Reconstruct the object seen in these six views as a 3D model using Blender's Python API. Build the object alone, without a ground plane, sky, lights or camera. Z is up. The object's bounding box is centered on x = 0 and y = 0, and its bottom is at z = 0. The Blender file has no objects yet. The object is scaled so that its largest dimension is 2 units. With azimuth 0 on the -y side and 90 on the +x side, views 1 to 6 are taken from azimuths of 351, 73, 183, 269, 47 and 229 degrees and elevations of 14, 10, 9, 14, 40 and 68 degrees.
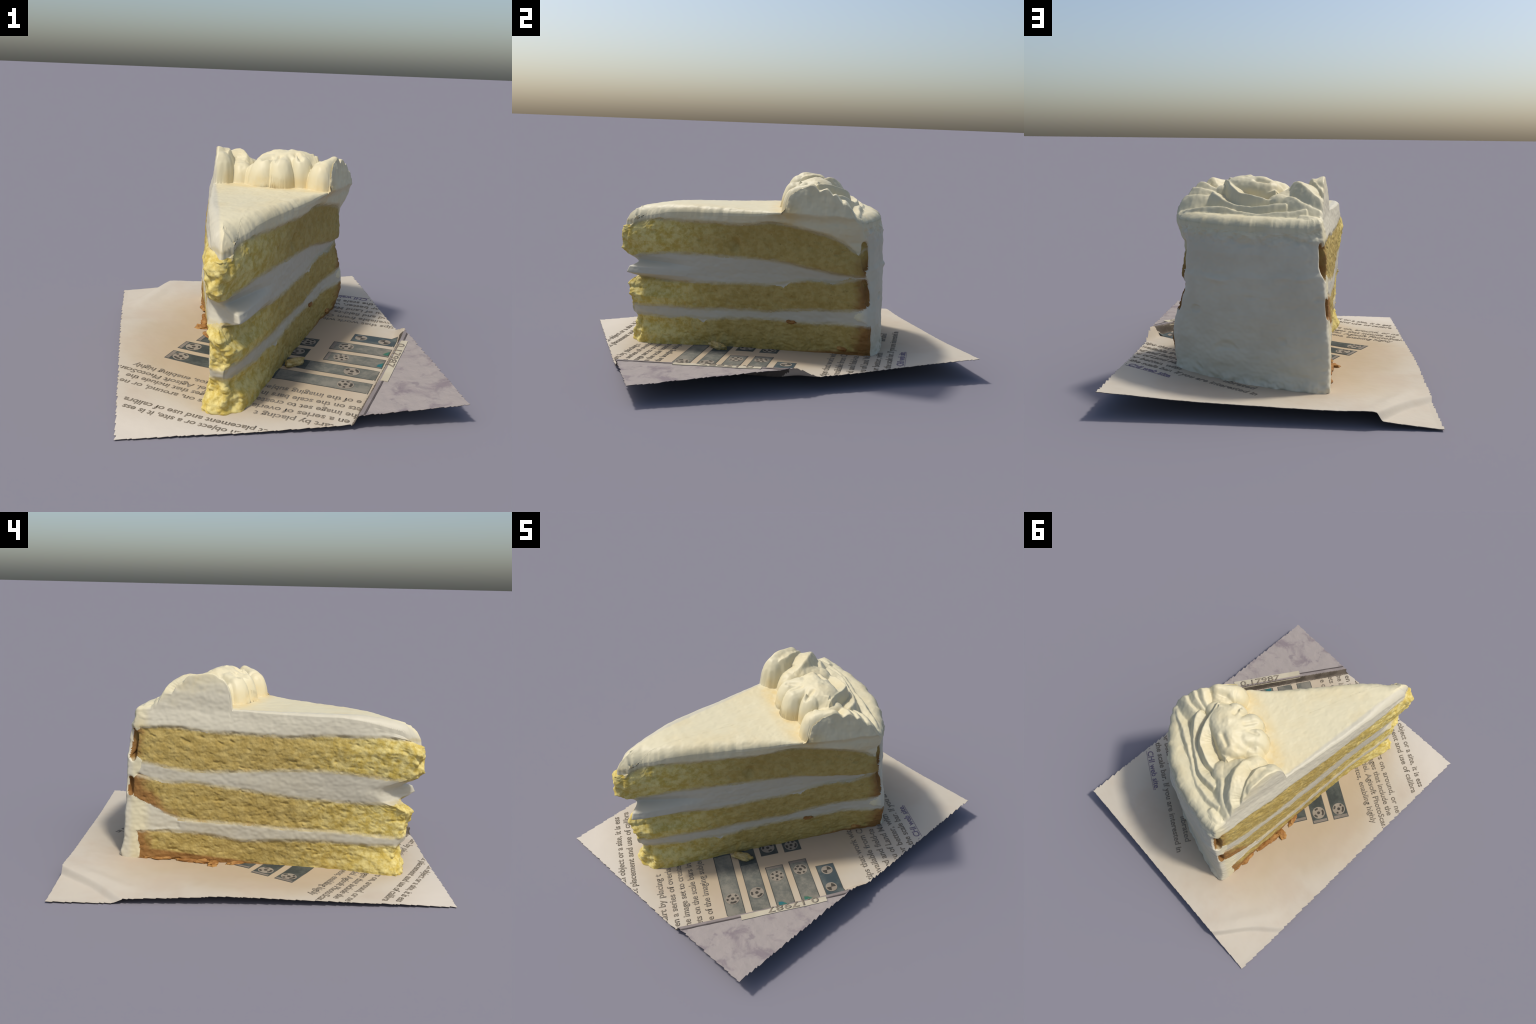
"""A slice of three-layer vanilla cake with white frosting and piped rosettes,
standing on a ragged-edged printed sheet, with a few crumbs."""
import bpy, bmesh, math, random
import numpy as np
from mathutils import Vector, Matrix

random.seed(11)
RNG = np.random.default_rng(11)

# --------------------------------------------------------------- numeric tools
_perm = RNG.permutation(256)
_perm = np.concatenate([_perm, _perm, _perm])
_grad = RNG.normal(size=(256, 3))
_grad /= np.linalg.norm(_grad, axis=1)[:, None]


def perlin(p):
    """Vectorised 3D gradient noise, about -0.7..0.7."""
    p = np.asarray(p, float)
    i = np.floor(p).astype(int)
    f = p - i
    i &= 255
    u = f * f * f * (f * (f * 6 - 15) + 10)
    out = 0
    for dx in (0, 1):
        for dy in (0, 1):
            for dz in (0, 1):
                h = _perm[_perm[_perm[i[..., 0] + dx] + i[..., 1] + dy] + i[..., 2] + dz]
                g = _grad[h]
                d = (g[..., 0] * (f[..., 0] - dx) + g[..., 1] * (f[..., 1] - dy) + g[..., 2] * (f[..., 2] - dz))
                w = ((u[..., 0] if dx else 1 - u[..., 0]) * (u[..., 1] if dy else 1 - u[..., 1]) * (u[..., 2] if dz else 1 - u[..., 2]))
                out = out + w * d
    return out


def fbm(p, octaves=3, gain=0.5):
    p = np.asarray(p, float)
    s, a = 0, 1.0
    for k in range(octaves):
        s = s + a * perlin(p * 2.0 ** k + 17.3 * k)
        a *= gain
    return s


def smooth(a, b, x):
    t = np.clip((np.asarray(x, float) - a) / (b - a), 0, 1)
    return t * t * (3 - 2 * t)


def curve(pairs):
    xs, ys = zip(*sorted(pairs))
    return lambda v: np.interp(v, xs, ys)


def thin_plate(points):
    """Smooth surface z(x, y) through scattered points."""
    P = np.array(points, float)
    n = len(P)

    def k(d2):
        return d2 * np.log(d2 + 1e-9) * 0.5
    d2 = ((P[:, None, :2] - P[None, :, :2]) ** 2).sum(-1)
    A = np.zeros((n + 3, n + 3))
    A[:n, :n] = k(d2) + np.eye(n) * 0.01
    A[:n, n] = 1
    A[:n, n + 1:] = P[:, :2]
    A[n:, :n] = A[:n, n:].T
    w = np.linalg.solve(A, np.concatenate([P[:, 2], np.zeros(3)]))

    def f(x, y):
        x, y = np.asarray(x, float), np.asarray(y, float)
        s = w[n] + w[n + 1] * x + w[n + 2] * y
        for i in range(n):
            s = s + w[i] * k((x - P[i, 0]) ** 2 + (y - P[i, 1]) ** 2)
        return s
    return f


# ------------------------------------------------------------------- materials
class Nodes:
    def __init__(self, name):
        self.m = bpy.data.materials.new(name)
        self.m.use_nodes = True
        self.t = self.m.node_tree
        self.t.nodes.clear()
        self.out = self.n("ShaderNodeOutputMaterial")
        self.bsdf = self.n("ShaderNodeBsdfPrincipled")
        self.t.links.new(self.bsdf.outputs[0], self.out.inputs[0])
        self.pos = self.n("ShaderNodeTexCoord").outputs["Object"]

    def n(self, kind, **kw):
        node = self.t.nodes.new(kind)
        for k, v in kw.items():
            setattr(node, k, v)
        return node

    def put(self, sock, v):
        if isinstance(v, bpy.types.NodeSocket):
            self.t.links.new(v, sock)
        elif v is not None:
            if hasattr(sock, "default_value") and isinstance(v, tuple) and len(v) == 3 and sock.type == "RGBA":
                v = (*v, 1)
            sock.default_value = v

    def math(self, op, a, b=None, c=None, clamp=False):
        node = self.n("ShaderNodeMath", operation=op, use_clamp=clamp)
        for i, v in enumerate((a, b, c)):
            if v is not None:
                self.put(node.inputs[i], v)
        return node.outputs[0]

    def xyz(self):
        s = self.n("ShaderNodeSeparateXYZ")
        self.put(s.inputs[0], self.pos)
        return s.outputs

    def noise(self, scale, detail=3, rough=0.55, stretch=None, distortion=0.0):
        v = self.pos
        if stretch:
            mp = self.n("ShaderNodeMapping")
            self.put(mp.inputs[0], v)
            mp.inputs["Scale"].default_value = stretch
            v = mp.outputs[0]
        node = self.n("ShaderNodeTexNoise")
        self.put(node.inputs["Vector"], v)
        node.inputs["Scale"].default_value = scale
        node.inputs["Detail"].default_value = detail
        node.inputs["Roughness"].default_value = rough
        node.inputs["Distortion"].default_value = distortion
        return node.outputs["Fac"]

    def ramp(self, v, lo, hi, a=0.0, b=1.0):
        node = self.n("ShaderNodeMapRange", interpolation_type="SMOOTHSTEP")
        for i, q in enumerate((v, lo, hi, a, b)):
            self.put(node.inputs[i], q)
        return node.outputs[0]

    def mix(self, f, a, b):
        node = self.n("ShaderNodeMix", data_type="RGBA")
        self.put(node.inputs[0], f)
        self.put(node.inputs[6], a)
        self.put(node.inputs[7], b)
        return node.outputs[2]

    def bump(self, h, strength=0.3, dist=0.01):
        node = self.n("ShaderNodeBump")
        node.inputs["Strength"].default_value = strength
        node.inputs["Distance"].default_value = dist
        self.put(node.inputs["Height"], h)
        self.put(self.bsdf.inputs["Normal"], node.outputs[0])

    def done(self, color, rough=0.6, spec=0.3, **kw):
        self.put(self.bsdf.inputs["Base Color"], color)
        self.put(self.bsdf.inputs["Roughness"], rough)
        self.put(self.bsdf.inputs["Specular IOR Level"], spec)
        for k, v in kw.items():
            self.put(self.bsdf.inputs[k], v)
        return self.m


# ---- where layer borders run, on the left cut (y, z), right cut (y, z)
def left_face(pairs):       # seen from the left; corrected for the slant of that face
    out = []
    for y, z in pairs:
        xl = -0.235 - (0.66 - y) * 0.0733
        out.append((y, z + (1.5 - z) / 3.68 * (-0.27 - xl)))
    return curve(out)


def right_face(pairs):      # distance from the point -> y
    return curve([(-0.80 + 0.861 * s, z) for s, z in pairs])


BORDER = {
    "frosting": (left_face([(0.587, 0.773), (0.477, 0.780), (0.377, 0.777), (0.277, 0.756), (0.077, 0.751), (-0.174, 0.738), (-0.374, 0.752), (-0.525, 0.745), (-0.676, 0.747), (-0.838, 0.725)]),
                 right_face([(-0.051, 0.711), (0.0, 0.752), (0.144, 0.772), (0.307, 0.772), (0.467, 0.779), (0.636, 0.775), (0.779, 0.806), (0.881, 0.797), (0.982, 0.780), (1.132, 0.752), (1.233, 0.705), (1.294, 0.655), (1.33, 0.68), (1.40, 0.72)])),
    "upper": (left_face([(0.575, 0.588), (0.479, 0.564), (0.327, 0.543), (0.074, 0.546), (-0.231, 0.558), (-0.383, 0.556), (-0.537, 0.538), (-0.691, 0.520), (-0.825, 0.499)]),
              right_face([(-0.027, 0.535), (0.201, 0.572), (0.419, 0.579), (0.631, 0.581), (0.788, 0.579), (0.89, 0.577), (1.044, 0.552), (1.194, 0.537), (1.282, 0.530), (1.4, 0.52)])),
    "cream": (left_face([(0.611, 0.525), (0.48, 0.480), (0.327, 0.489), (0.174, 0.465), (-0.03, 0.438), (-0.236, 0.405), (-0.442, 0.387), (-0.597, 0.380), (-0.782, 0.385)]),
              right_face([(0.013, 0.418), (0.148, 0.398), (0.368, 0.412), (0.583, 0.427), (0.793, 0.441), (0.89, 0.430), (0.93, 0.465), (1.047, 0.489), (1.168, 0.478), (1.25, 0.515), (1.4, 0.52)])),
    "middle": (left_face([(0.60, 0.37), (0.584, 0.366), (0.41, 0.278), (0.327, 0.269), (0.069, 0.253), (-0.139, 0.230), (-0.347, 0.217), (-0.556, 0.200), (-0.828, 0.178)]),
               right_face([(-0.026, 0.230), (0.15, 0.247), (0.372, 0.248), (0.588, 0.269), (0.799, 0.275), (1.005, 0.306), (1.206, 0.321), (1.323, 0.343), (1.4, 0.36)])),
    "thin_cream": (left_face([(0.633, 0.214), (0.483, 0.217), (0.327, 0.204), (0.172, 0.185), (0.067, 0.154), (-0.141, 0.164), (-0.349, 0.157), (-0.559, 0.145), (-0.81, 0.139)]),
                   right_face([(-0.032, 0.170), (0.15, 0.187), (0.21, 0.175), (0.30, 0.20), (0.373, 0.189), (0.41, 0.172), (0.45, 0.205), (0.643, 0.222), (0.801, 0.233), (0.905, 0.233), (1.11, 0.234), (1.308, 0.260), (1.387, 0.258)])),
}
LEFT_END = curve([(0.0, 0.615), (0.21, 0.625), (0.225, 0.40), (0.278, 0.43), (0.366, 0.585), (0.40, 0.64), (0.49, 0.65), (0.51, 0.618), (0.56, 0.60), (0.59, 0.60), (0.62, 0.66), (0.735, 0.66), (0.755, 0.60), (0.78, 0.592)])
RIGHT_END = curve([(0.0, 0.44), (0.1, 0.43), (0.26, 0.395), (0.30, 0.30), (0.345, 0.335), (0.42, 0.40), (0.52, 0.42), (0.54, 0.365), (0.62, 0.36), (0.74, 0.365)])


def border_height(N, name):
    """Height of a layer border at the shading point, as a curve along each cut face."""
    x, y, z = N.xyz()
    u = N.math("DIVIDE", N.math("ADD", y, 0.85), 1.5, clamp=True)
    got = []
    for side in BORDER[name]:
        fc = N.n("ShaderNodeFloatCurve")
        c = fc.mapping.curves[0]
        us = np.linspace(0, 1, 15)
        vs = side(us * 1.5 - 0.85)
        c.points[0].location = (0, vs[0])
        c.points[1].location = (1, vs[-1])
        for p, q in zip(us[1:-1], vs[1:-1]):
            c.points.new(p, q)
        fc.mapping.update()
        N.put(fc.inputs["Value"], u)
        got.append(fc.outputs[0])
    # the plane that halves the wedge tells the two cuts apart
    mid = N.math("ADD", N.math("MULTIPLY", N.math("ADD", y, 0.82), 0.30), -0.27)
    right = N.ramp(N.math("SUBTRACT", x, mid), -0.01, 0.01)
    node = N.n("ShaderNodeMix", data_type="FLOAT")
    N.put(node.inputs[0], right)
    N.put(node.inputs[2], got[0])
    N.put(node.inputs[3], got[1])
    return node.outputs[0]


def near_border(N, names, width):
    """1 on a layer border, fading out unevenly over `width`."""
    x, y, z = N.xyz()
    best = None
    for nm in names:
        d = N.math("ABSOLUTE", N.math("SUBTRACT", z, border_height(N, nm)))
        best = d if best is None else N.math("MINIMUM", best, d)
    best = N.math("ADD", best, N.math("MULTIPLY", N.math("SUBTRACT", N.noise(19, 4, 0.65), 0.5), width * 1.3))
    return N.ramp(best, width, -0.1 * width)


TIP = (-0.27, -0.82)          # centre of the original round cake


def radius_from_tip(N):
    x, y, z = N.xyz()
    dx = N.math("SUBTRACT", x, TIP[0])
    dy = N.math("SUBTRACT", y, TIP[1])
    return N.math("SQRT", N.math("ADD", N.math("MULTIPLY", dx, dx), N.math("MULTIPLY", dy, dy)))


def material_cream(name, base, yellow_tint, yellow_tint_at=None, edges=()):
    N = Nodes(name)
    v = N.noise(5, 4, 0.6)
    f = N.ramp(v, 0.42, 0.68, 0.0, 0.22)
    if yellow_tint_at:                      # yellow tint around the foot of the piping
        x, y, z = N.xyz()
        d = N.math("ABSOLUTE", N.math("SUBTRACT", N.math("ADD", y, N.math("MULTIPLY", x, 0.35)), yellow_tint_at[0]))
        near = N.math('MULTIPLY', N.ramp(d, yellow_tint_at[1], 0.0), N.ramp(x, -0.235, -0.19))
        low = N.ramp(z, 0.97, 0.87)
        rough_edge = N.ramp(N.noise(14, 3), 0.3, 0.65, 0.2, 0.8)
        f = N.math("MAXIMUM", f, N.math("MULTIPLY", N.math("MULTIPLY", near, low), rough_edge))
    col = N.mix(f, base, yellow_tint)
    if yellow_tint_at:                      # left cut greyed and darkened: its shade is baked into the colour
        x, y, z = N.xyz()
        face = N.math("ADD", N.math("MULTIPLY", N.math("SUBTRACT", 0.66, y), 0.068), 0.232)
        inset = N.math("ADD", N.math("ADD", x, face), N.math("MULTIPLY", N.math("SUBTRACT", N.noise(20, 3), 0.5), 0.012))
        cutside = N.math("MULTIPLY", N.ramp(inset, 0.022, 0.004), N.ramp(y, 0.60, 0.54))
        col = N.mix(N.math("MULTIPLY", cutside, 0.85), col, (0.505, 0.47, 0.365))
    if yellow_tint_at:                      # back coat tinted greyer and darker to carry the shadow on that side
        x, y, z = N.xyz()
        coat = N.math("MULTIPLY", N.ramp(N.math("ADD", y, N.math("MULTIPLY", x, 0.40)), 0.53, 0.57), N.ramp(N.math("ADD", z, N.math("MULTIPLY", N.noise(6, 3), 0.12)), 0.90, 0.80))
        col = N.mix(N.math("MULTIPLY", coat, 0.8), col, N.mix(N.ramp(N.noise(5, 4, 0.6), 0.40, 0.65), (0.565, 0.525, 0.41), (0.515, 0.475, 0.37)))
    if edges:                          # crumb dragged into the cream by the knife
        smear = N.math("MULTIPLY", near_border(N, edges, 0.017), 0.5)
        x, y, z = N.xyz()
        cut = N.ramp(N.math("ADD", y, N.math("MULTIPLY", x, 0.45)), 0.575, 0.50)
        col = N.mix(N.math("MULTIPLY", smear, cut), col, (0.40, 0.32, 0.14))
    N.bump(N.noise(60, 4, 0.6), 0.10, 0.004)
    return N.done(col, 0.5, 0.35)


def material_sponge(name, layer):
    N = Nodes(name)
    x, y, z = N.xyz()
    r = radius_from_tip(N)
    n1 = N.noise(24, 4, 0.65)
    n2 = N.noise(7, 3, 0.6)
    pale, mid, deep = (0.410, 0.310, 0.105), (0.345, 0.248, 0.070), (0.20, 0.14, 0.035)
    col = N.mix(N.ramp(n1, 0.36, 0.64), mid, pale)
    col = N.mix(N.ramp(N.noise(42, 3, 0.6), 0.62, 0.74, 0, 0.6), col, deep)
    col = N.mix(N.ramp(n2, 0.5, 0.72, 0, 0.35), col, (0.31, 0.21, 0.045))
    # brighter, yellower crumb at the point
    wob = N.math("ADD", r, N.math("MULTIPLY", N.math("SUBTRACT", n2, 0.5), 0.25))
    tipmask = N.ramp(wob, 0.72, 0.05)
    col = N.mix(N.math("MULTIPLY", tipmask, 0.9), col, N.mix(N.ramp(n1, 0.35, 0.65), (0.50, 0.37, 0.075), (0.66, 0.56, 0.22)))
    # browned crust on the rim and underside
    wob2 = N.math("ADD", r, N.math("ADD", N.math("MULTIPLY", N.math("SUBTRACT", n2, 0.5), 0.16), N.math("MULTIPLY", N.math("SUBTRACT", n1, 0.5), 0.07)))
    if layer == "middle":
        left = N.ramp(x, 0.05, -0.1)
        droop = N.math("MULTIPLY", left, N.math("MAXIMUM", N.math("SUBTRACT", 0.43, z), 0.0))
        wob2 = N.math("ADD", wob2, N.math("MULTIPLY", droop, 0.95))
    rim = N.ramp(N.math('SUBTRACT', wob2, N.ramp(x, 0.0, -0.1, 0.0, 0.055)) if layer == 'top' else wob2, 1.345, 1.425)
    if layer == "bottom":
        zp = N.math("ADD", 0.0, N.math("MULTIPLY", r, 0.05))
        under = N.math("SUBTRACT", N.math("ADD", N.math("MULTIPLY", N.math("SUBTRACT", wob2, 0.95), 0.07), 0.012), N.math("SUBTRACT", z, zp))
        rim = N.math("MAXIMUM", rim, N.ramp(under, 0.0, 0.02))
    crust = N.mix(n1, (0.17, 0.072, 0.018), (0.31, 0.165, 0.050))
    col = N.mix(rim, col, crust)
    edges = {"top": ("frosting", "upper"), "middle": ("cream", "middle"), "bottom": ("thin_cream",)}[layer]
    smear = N.math("MULTIPLY", near_border(N, edges, 0.019), 0.62)
    col = N.mix(smear, col, (0.47, 0.42, 0.29))
    stain = N.math("MULTIPLY", near_border(N, edges, 0.05), N.ramp(N.noise(12, 3), 0.56, 0.70, 0, 0.5))
    col = N.mix(stain, col, (0.36, 0.22, 0.05))
    h = N.math("ADD", N.noise(38, 5, 0.7), N.math("MULTIPLY", N.noise(95, 3, 0.6), 0.5))
    N.bump(h, 0.35, 0.007)
    return N.done(col, 0.75, 0.2)


def material_plain(name, color, color2=None, scale=20, rough=0.8, spec=0.2, bump=0.0, lo=0.4, hi=0.65):
    N = Nodes(name)
    col = color if color2 is None else N.mix(N.ramp(N.noise(scale, 4, 0.6), lo, hi), color, color2)
    if bump:
        N.bump(N.noise(scale * 2, 4, 0.6), bump, 0.006)
    return N.done(col, rough, spec)


def material_paper():
    N = Nodes("printed_paper")
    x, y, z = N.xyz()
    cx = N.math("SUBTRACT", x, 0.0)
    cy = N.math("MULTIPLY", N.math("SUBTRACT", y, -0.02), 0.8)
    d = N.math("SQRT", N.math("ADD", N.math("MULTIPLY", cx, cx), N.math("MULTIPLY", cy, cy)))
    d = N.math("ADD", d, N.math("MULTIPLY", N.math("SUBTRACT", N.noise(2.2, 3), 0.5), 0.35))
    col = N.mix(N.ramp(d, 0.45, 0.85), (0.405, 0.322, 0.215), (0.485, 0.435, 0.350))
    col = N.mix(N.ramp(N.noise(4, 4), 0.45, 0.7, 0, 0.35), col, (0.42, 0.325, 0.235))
    # paler towards the front-left corner
    pale_corner = N.ramp(N.math("ADD", N.math("ADD", N.math("MULTIPLY", x, 0.5), y), N.math("MULTIPLY", N.noise(3, 3), 0.3)), -0.70, -1.15)
    col = N.mix(pale_corner, col, (0.56, 0.505, 0.42))
    N.bump(N.noise(22, 4, 0.6, stretch=(1.0, 1.0, 1.0)), 0.25, 0.006)
    return N.done(col, 0.85, 0.15)


def material_cloth():
    N = Nodes("grey_lilac_cloth")
    v = N.noise(7, 5, 0.62, distortion=0.4)
    col = N.mix(N.ramp(v, 0.32, 0.50), (0.205, 0.172, 0.178), (0.30, 0.265, 0.245))
    col = N.mix(N.ramp(N.noise(16, 3), 0.60, 0.72, 0, 0.5), col, (0.17, 0.14, 0.155))
    N.bump(N.noise(20, 4), 0.5, 0.012)
    return N.done(col, 0.85, 0.15)


def material_bar(name, dark, pale):
    N = Nodes(name)
    v = N.noise(9, 5, 0.7)
    col = N.mix(N.ramp(v, 0.38, 0.68), dark, pale)
    return N.done(col, 0.8, 0.15)


MAT = {
    "frosting": material_cream("white_frosting", (0.612, 0.552, 0.365), (0.60, 0.455, 0.20), (0.055, 0.14), edges=("frosting",)),
    "filling": material_cream("cream_filling", (0.475, 0.44, 0.338), (0.46, 0.40, 0.255), edges=("upper", "cream", "middle", "thin_cream")),  # base lowered below the frosting to paint in dimmer light on the cuts
    "top": material_sponge("sponge_upper", "top"),
    "middle": material_sponge("sponge_middle", "middle"),
    "bottom": material_sponge("sponge_lower", "bottom"),
    "crust": material_plain("browned_crust", (0.24, 0.105, 0.025), (0.36, 0.19, 0.055), 25, 0.7, 0.25, 0.4),
    "crumb": material_plain("cake_crumb", (0.30, 0.22, 0.07), (0.42, 0.34, 0.16), 30, 0.8, 0.2, 0.4),
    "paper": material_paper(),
    "cloth": material_cloth(),
    "ink": material_plain("grey_ink", (0.185, 0.157, 0.118), (0.22, 0.188, 0.143), 12),
    "link": material_plain("violet_ink", (0.16, 0.13, 0.17), (0.19, 0.155, 0.20), 12),
    "black": material_plain("black_ink", (0.05, 0.045, 0.036), (0.07, 0.062, 0.05), 15),
    "bar_dark": material_bar("slate_bar", (0.044, 0.050, 0.045), (0.085, 0.093, 0.080)),
    "bar_grey": material_bar("grey_bar", (0.105, 0.109, 0.093), (0.20, 0.187, 0.150)),
    "bar_blue": material_bar("blue_bar", (0.048, 0.065, 0.070), (0.098, 0.115, 0.108)),
    "bar_edge": material_plain("bar_rim", (0.065, 0.065, 0.055), (0.09, 0.09, 0.08), 12),
    "dot": material_plain("target_disc", (0.235, 0.20, 0.155), (0.27, 0.235, 0.18), 15),
    "pale": material_plain("bar_tab", (0.175, 0.15, 0.12), (0.21, 0.18, 0.145), 15),
    "label": material_plain("label_paper", (0.42, 0.375, 0.275), (0.46, 0.415, 0.31), 8),
    "strip": material_plain("metal_rule", (0.20, 0.17, 0.158), (0.245, 0.21, 0.195), 10, 0.5, 0.4),
    "edge": material_plain("dark_brown_band", (0.085, 0.070, 0.055), (0.15, 0.125, 0.10), 14),
    "groove": material_plain("rule_groove", (0.07, 0.058, 0.055), (0.10, 0.085, 0.08), 10),
    "teal": material_plain("teal_mark", (0.02, 0.12, 0.145), (0.055, 0.14, 0.065), 18),
}


# ------------------------------------------------------------- object building
def add_object(name, mesh, parent=None, label=None, category=None):
    ob = bpy.data.objects.new(name, mesh)
    bpy.context.scene.collection.objects.link(ob)
    ob.parent = parent
    if label:
        ob["label"] = label
        ob["category"] = category
    return ob


def add_empty(name, label, category):
    return add_object(name, None, None, label, category)


def mesh_from(name, verts, faces, mat, smooth_shade=True):
    me = bpy.data.meshes.new(name)
    verts = np.asarray(verts, float)
    me.from_pydata(verts.tolist(), [], [tuple(map(int, f)) for f in faces])
    me.materials.append(mat)
    if smooth_shade:
        me.polygons.foreach_set("use_smooth", np.ones(len(me.polygons), bool))
    me.update()
    return me


# ==================================================================== the sheet
READ = math.radians(150.2)                                   # reading direction of the print
T_AX = np.array([math.cos(READ), math.sin(READ)])            # along a line of text
N_AX = np.array([-T_AX[1], T_AX[0]]) * -1.0                  # from one line to the next


def page(t, n):
    """Print coordinates (along line, down the page) to x, y."""
    t, n = np.asarray(t, float), np.asarray(n, float)
    return t * T_AX[0] + n * N_AX[0], t * T_AX[1] + n * N_AX[1]


def unpage(x, y):
    return x * T_AX[0] + y * T_AX[1], x * N_AX[0] + y * N_AX[1]


sheet_low = thin_plate([
    (-0.75, 0.60, 0.024), (-0.747, 0.483, 0.031), (-0.752, 0.15, 0.047), (-0.756, -0.127, 0.037),
    (-0.76, -0.405, 0.026), (-0.764, -0.682, 0.018), (-0.74, -0.995, 0.004),
    (-0.468, -0.991, 0.010), (-0.212, -0.987, 0.010), (0.051, -0.983, 0.019), (0.248, -0.98, 0.027),
    (0.765, 0.003, 0.078), (0.765, 0.209, 0.083), (0.764, 0.461, 0.097), (0.764, 0.723, 0.110), (0.767, 0.945, 0.118),
    (0.619, 0.95, 0.107), (0.327, 0.96, 0.089), (0.08, 0.967, 0.082), (-0.246, 0.978, 0.074), (-0.47, 0.985, 0.074),
    (0.505, 0.394, 0.080), (0.31, -0.006, 0.058), (0.0, -0.416, 0.034), (-0.26, -0.82, 0.004),
    (-0.2, 0.725, 0.055), (-0.27, 0.21, 0.026), (-0.26, 0.6, 0.048), (-0.32, -0.4, 0.010), (0.42, -0.64, 0.047), (0.60, -0.30, 0.068)])
FOLD_T = curve([(-0.735, -0.710), (-0.37, -0.719), (0.10, -0.724), (0.26, -0.722)])


def sheet_z(x, y):
    x, y = np.asarray(x, float), np.asarray(y, float)
    z = sheet_low(x, y)
    # turned-down back-left corner
    c = ((x + 0.50) * 0.72 - (y - 0.985) * 0.60)             # distance inside of the crease
    c = c - 0.018 * np.exp(-((x + 0.63) / 0.09) ** 2)
    corner = 0.006 + 0.10 * np.clip(x + 0.745, 0, 1) + 0.012 * np.clip(y - 0.8, 0, 1)
    crease = smooth(-0.008, 0.022, c)
    z = z * crease + np.minimum(corner, z) * (1 - crease)
    z = z + 0.013 * np.exp(-((c - 0.07) / 0.05) ** 2) * np.exp(-((x + 0.60) / 0.16) ** 2)
    # the front-right corner is cloth lying over a rule: a step up at the rule
    t, n = unpage(x, y)
    f = FOLD_T(n)
    high = 0.0805 + (x - 0.5) * 0.068 + (y + 0.98) * 0.038
    up = smooth(f + 0.008 + 0.055 * smooth(0.16, 0.30, n), f - 0.012, t)
    z = z * (1 - up) + high * up
    z = z - 0.003 * np.exp(-((t - f - 0.012) / 0.0065) ** 2) * (z > 0.012) * smooth(0.28, 0.16, n)
    z = z + 0.0016 * fbm(np.stack([x * 9, y * 9, 0 * x], -1), 3) + 0.004 * up * fbm(np.stack([x * 11, y * 11, 0 * x + 3], -1), 3)
    return np.maximum(z, 0.003)


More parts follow.
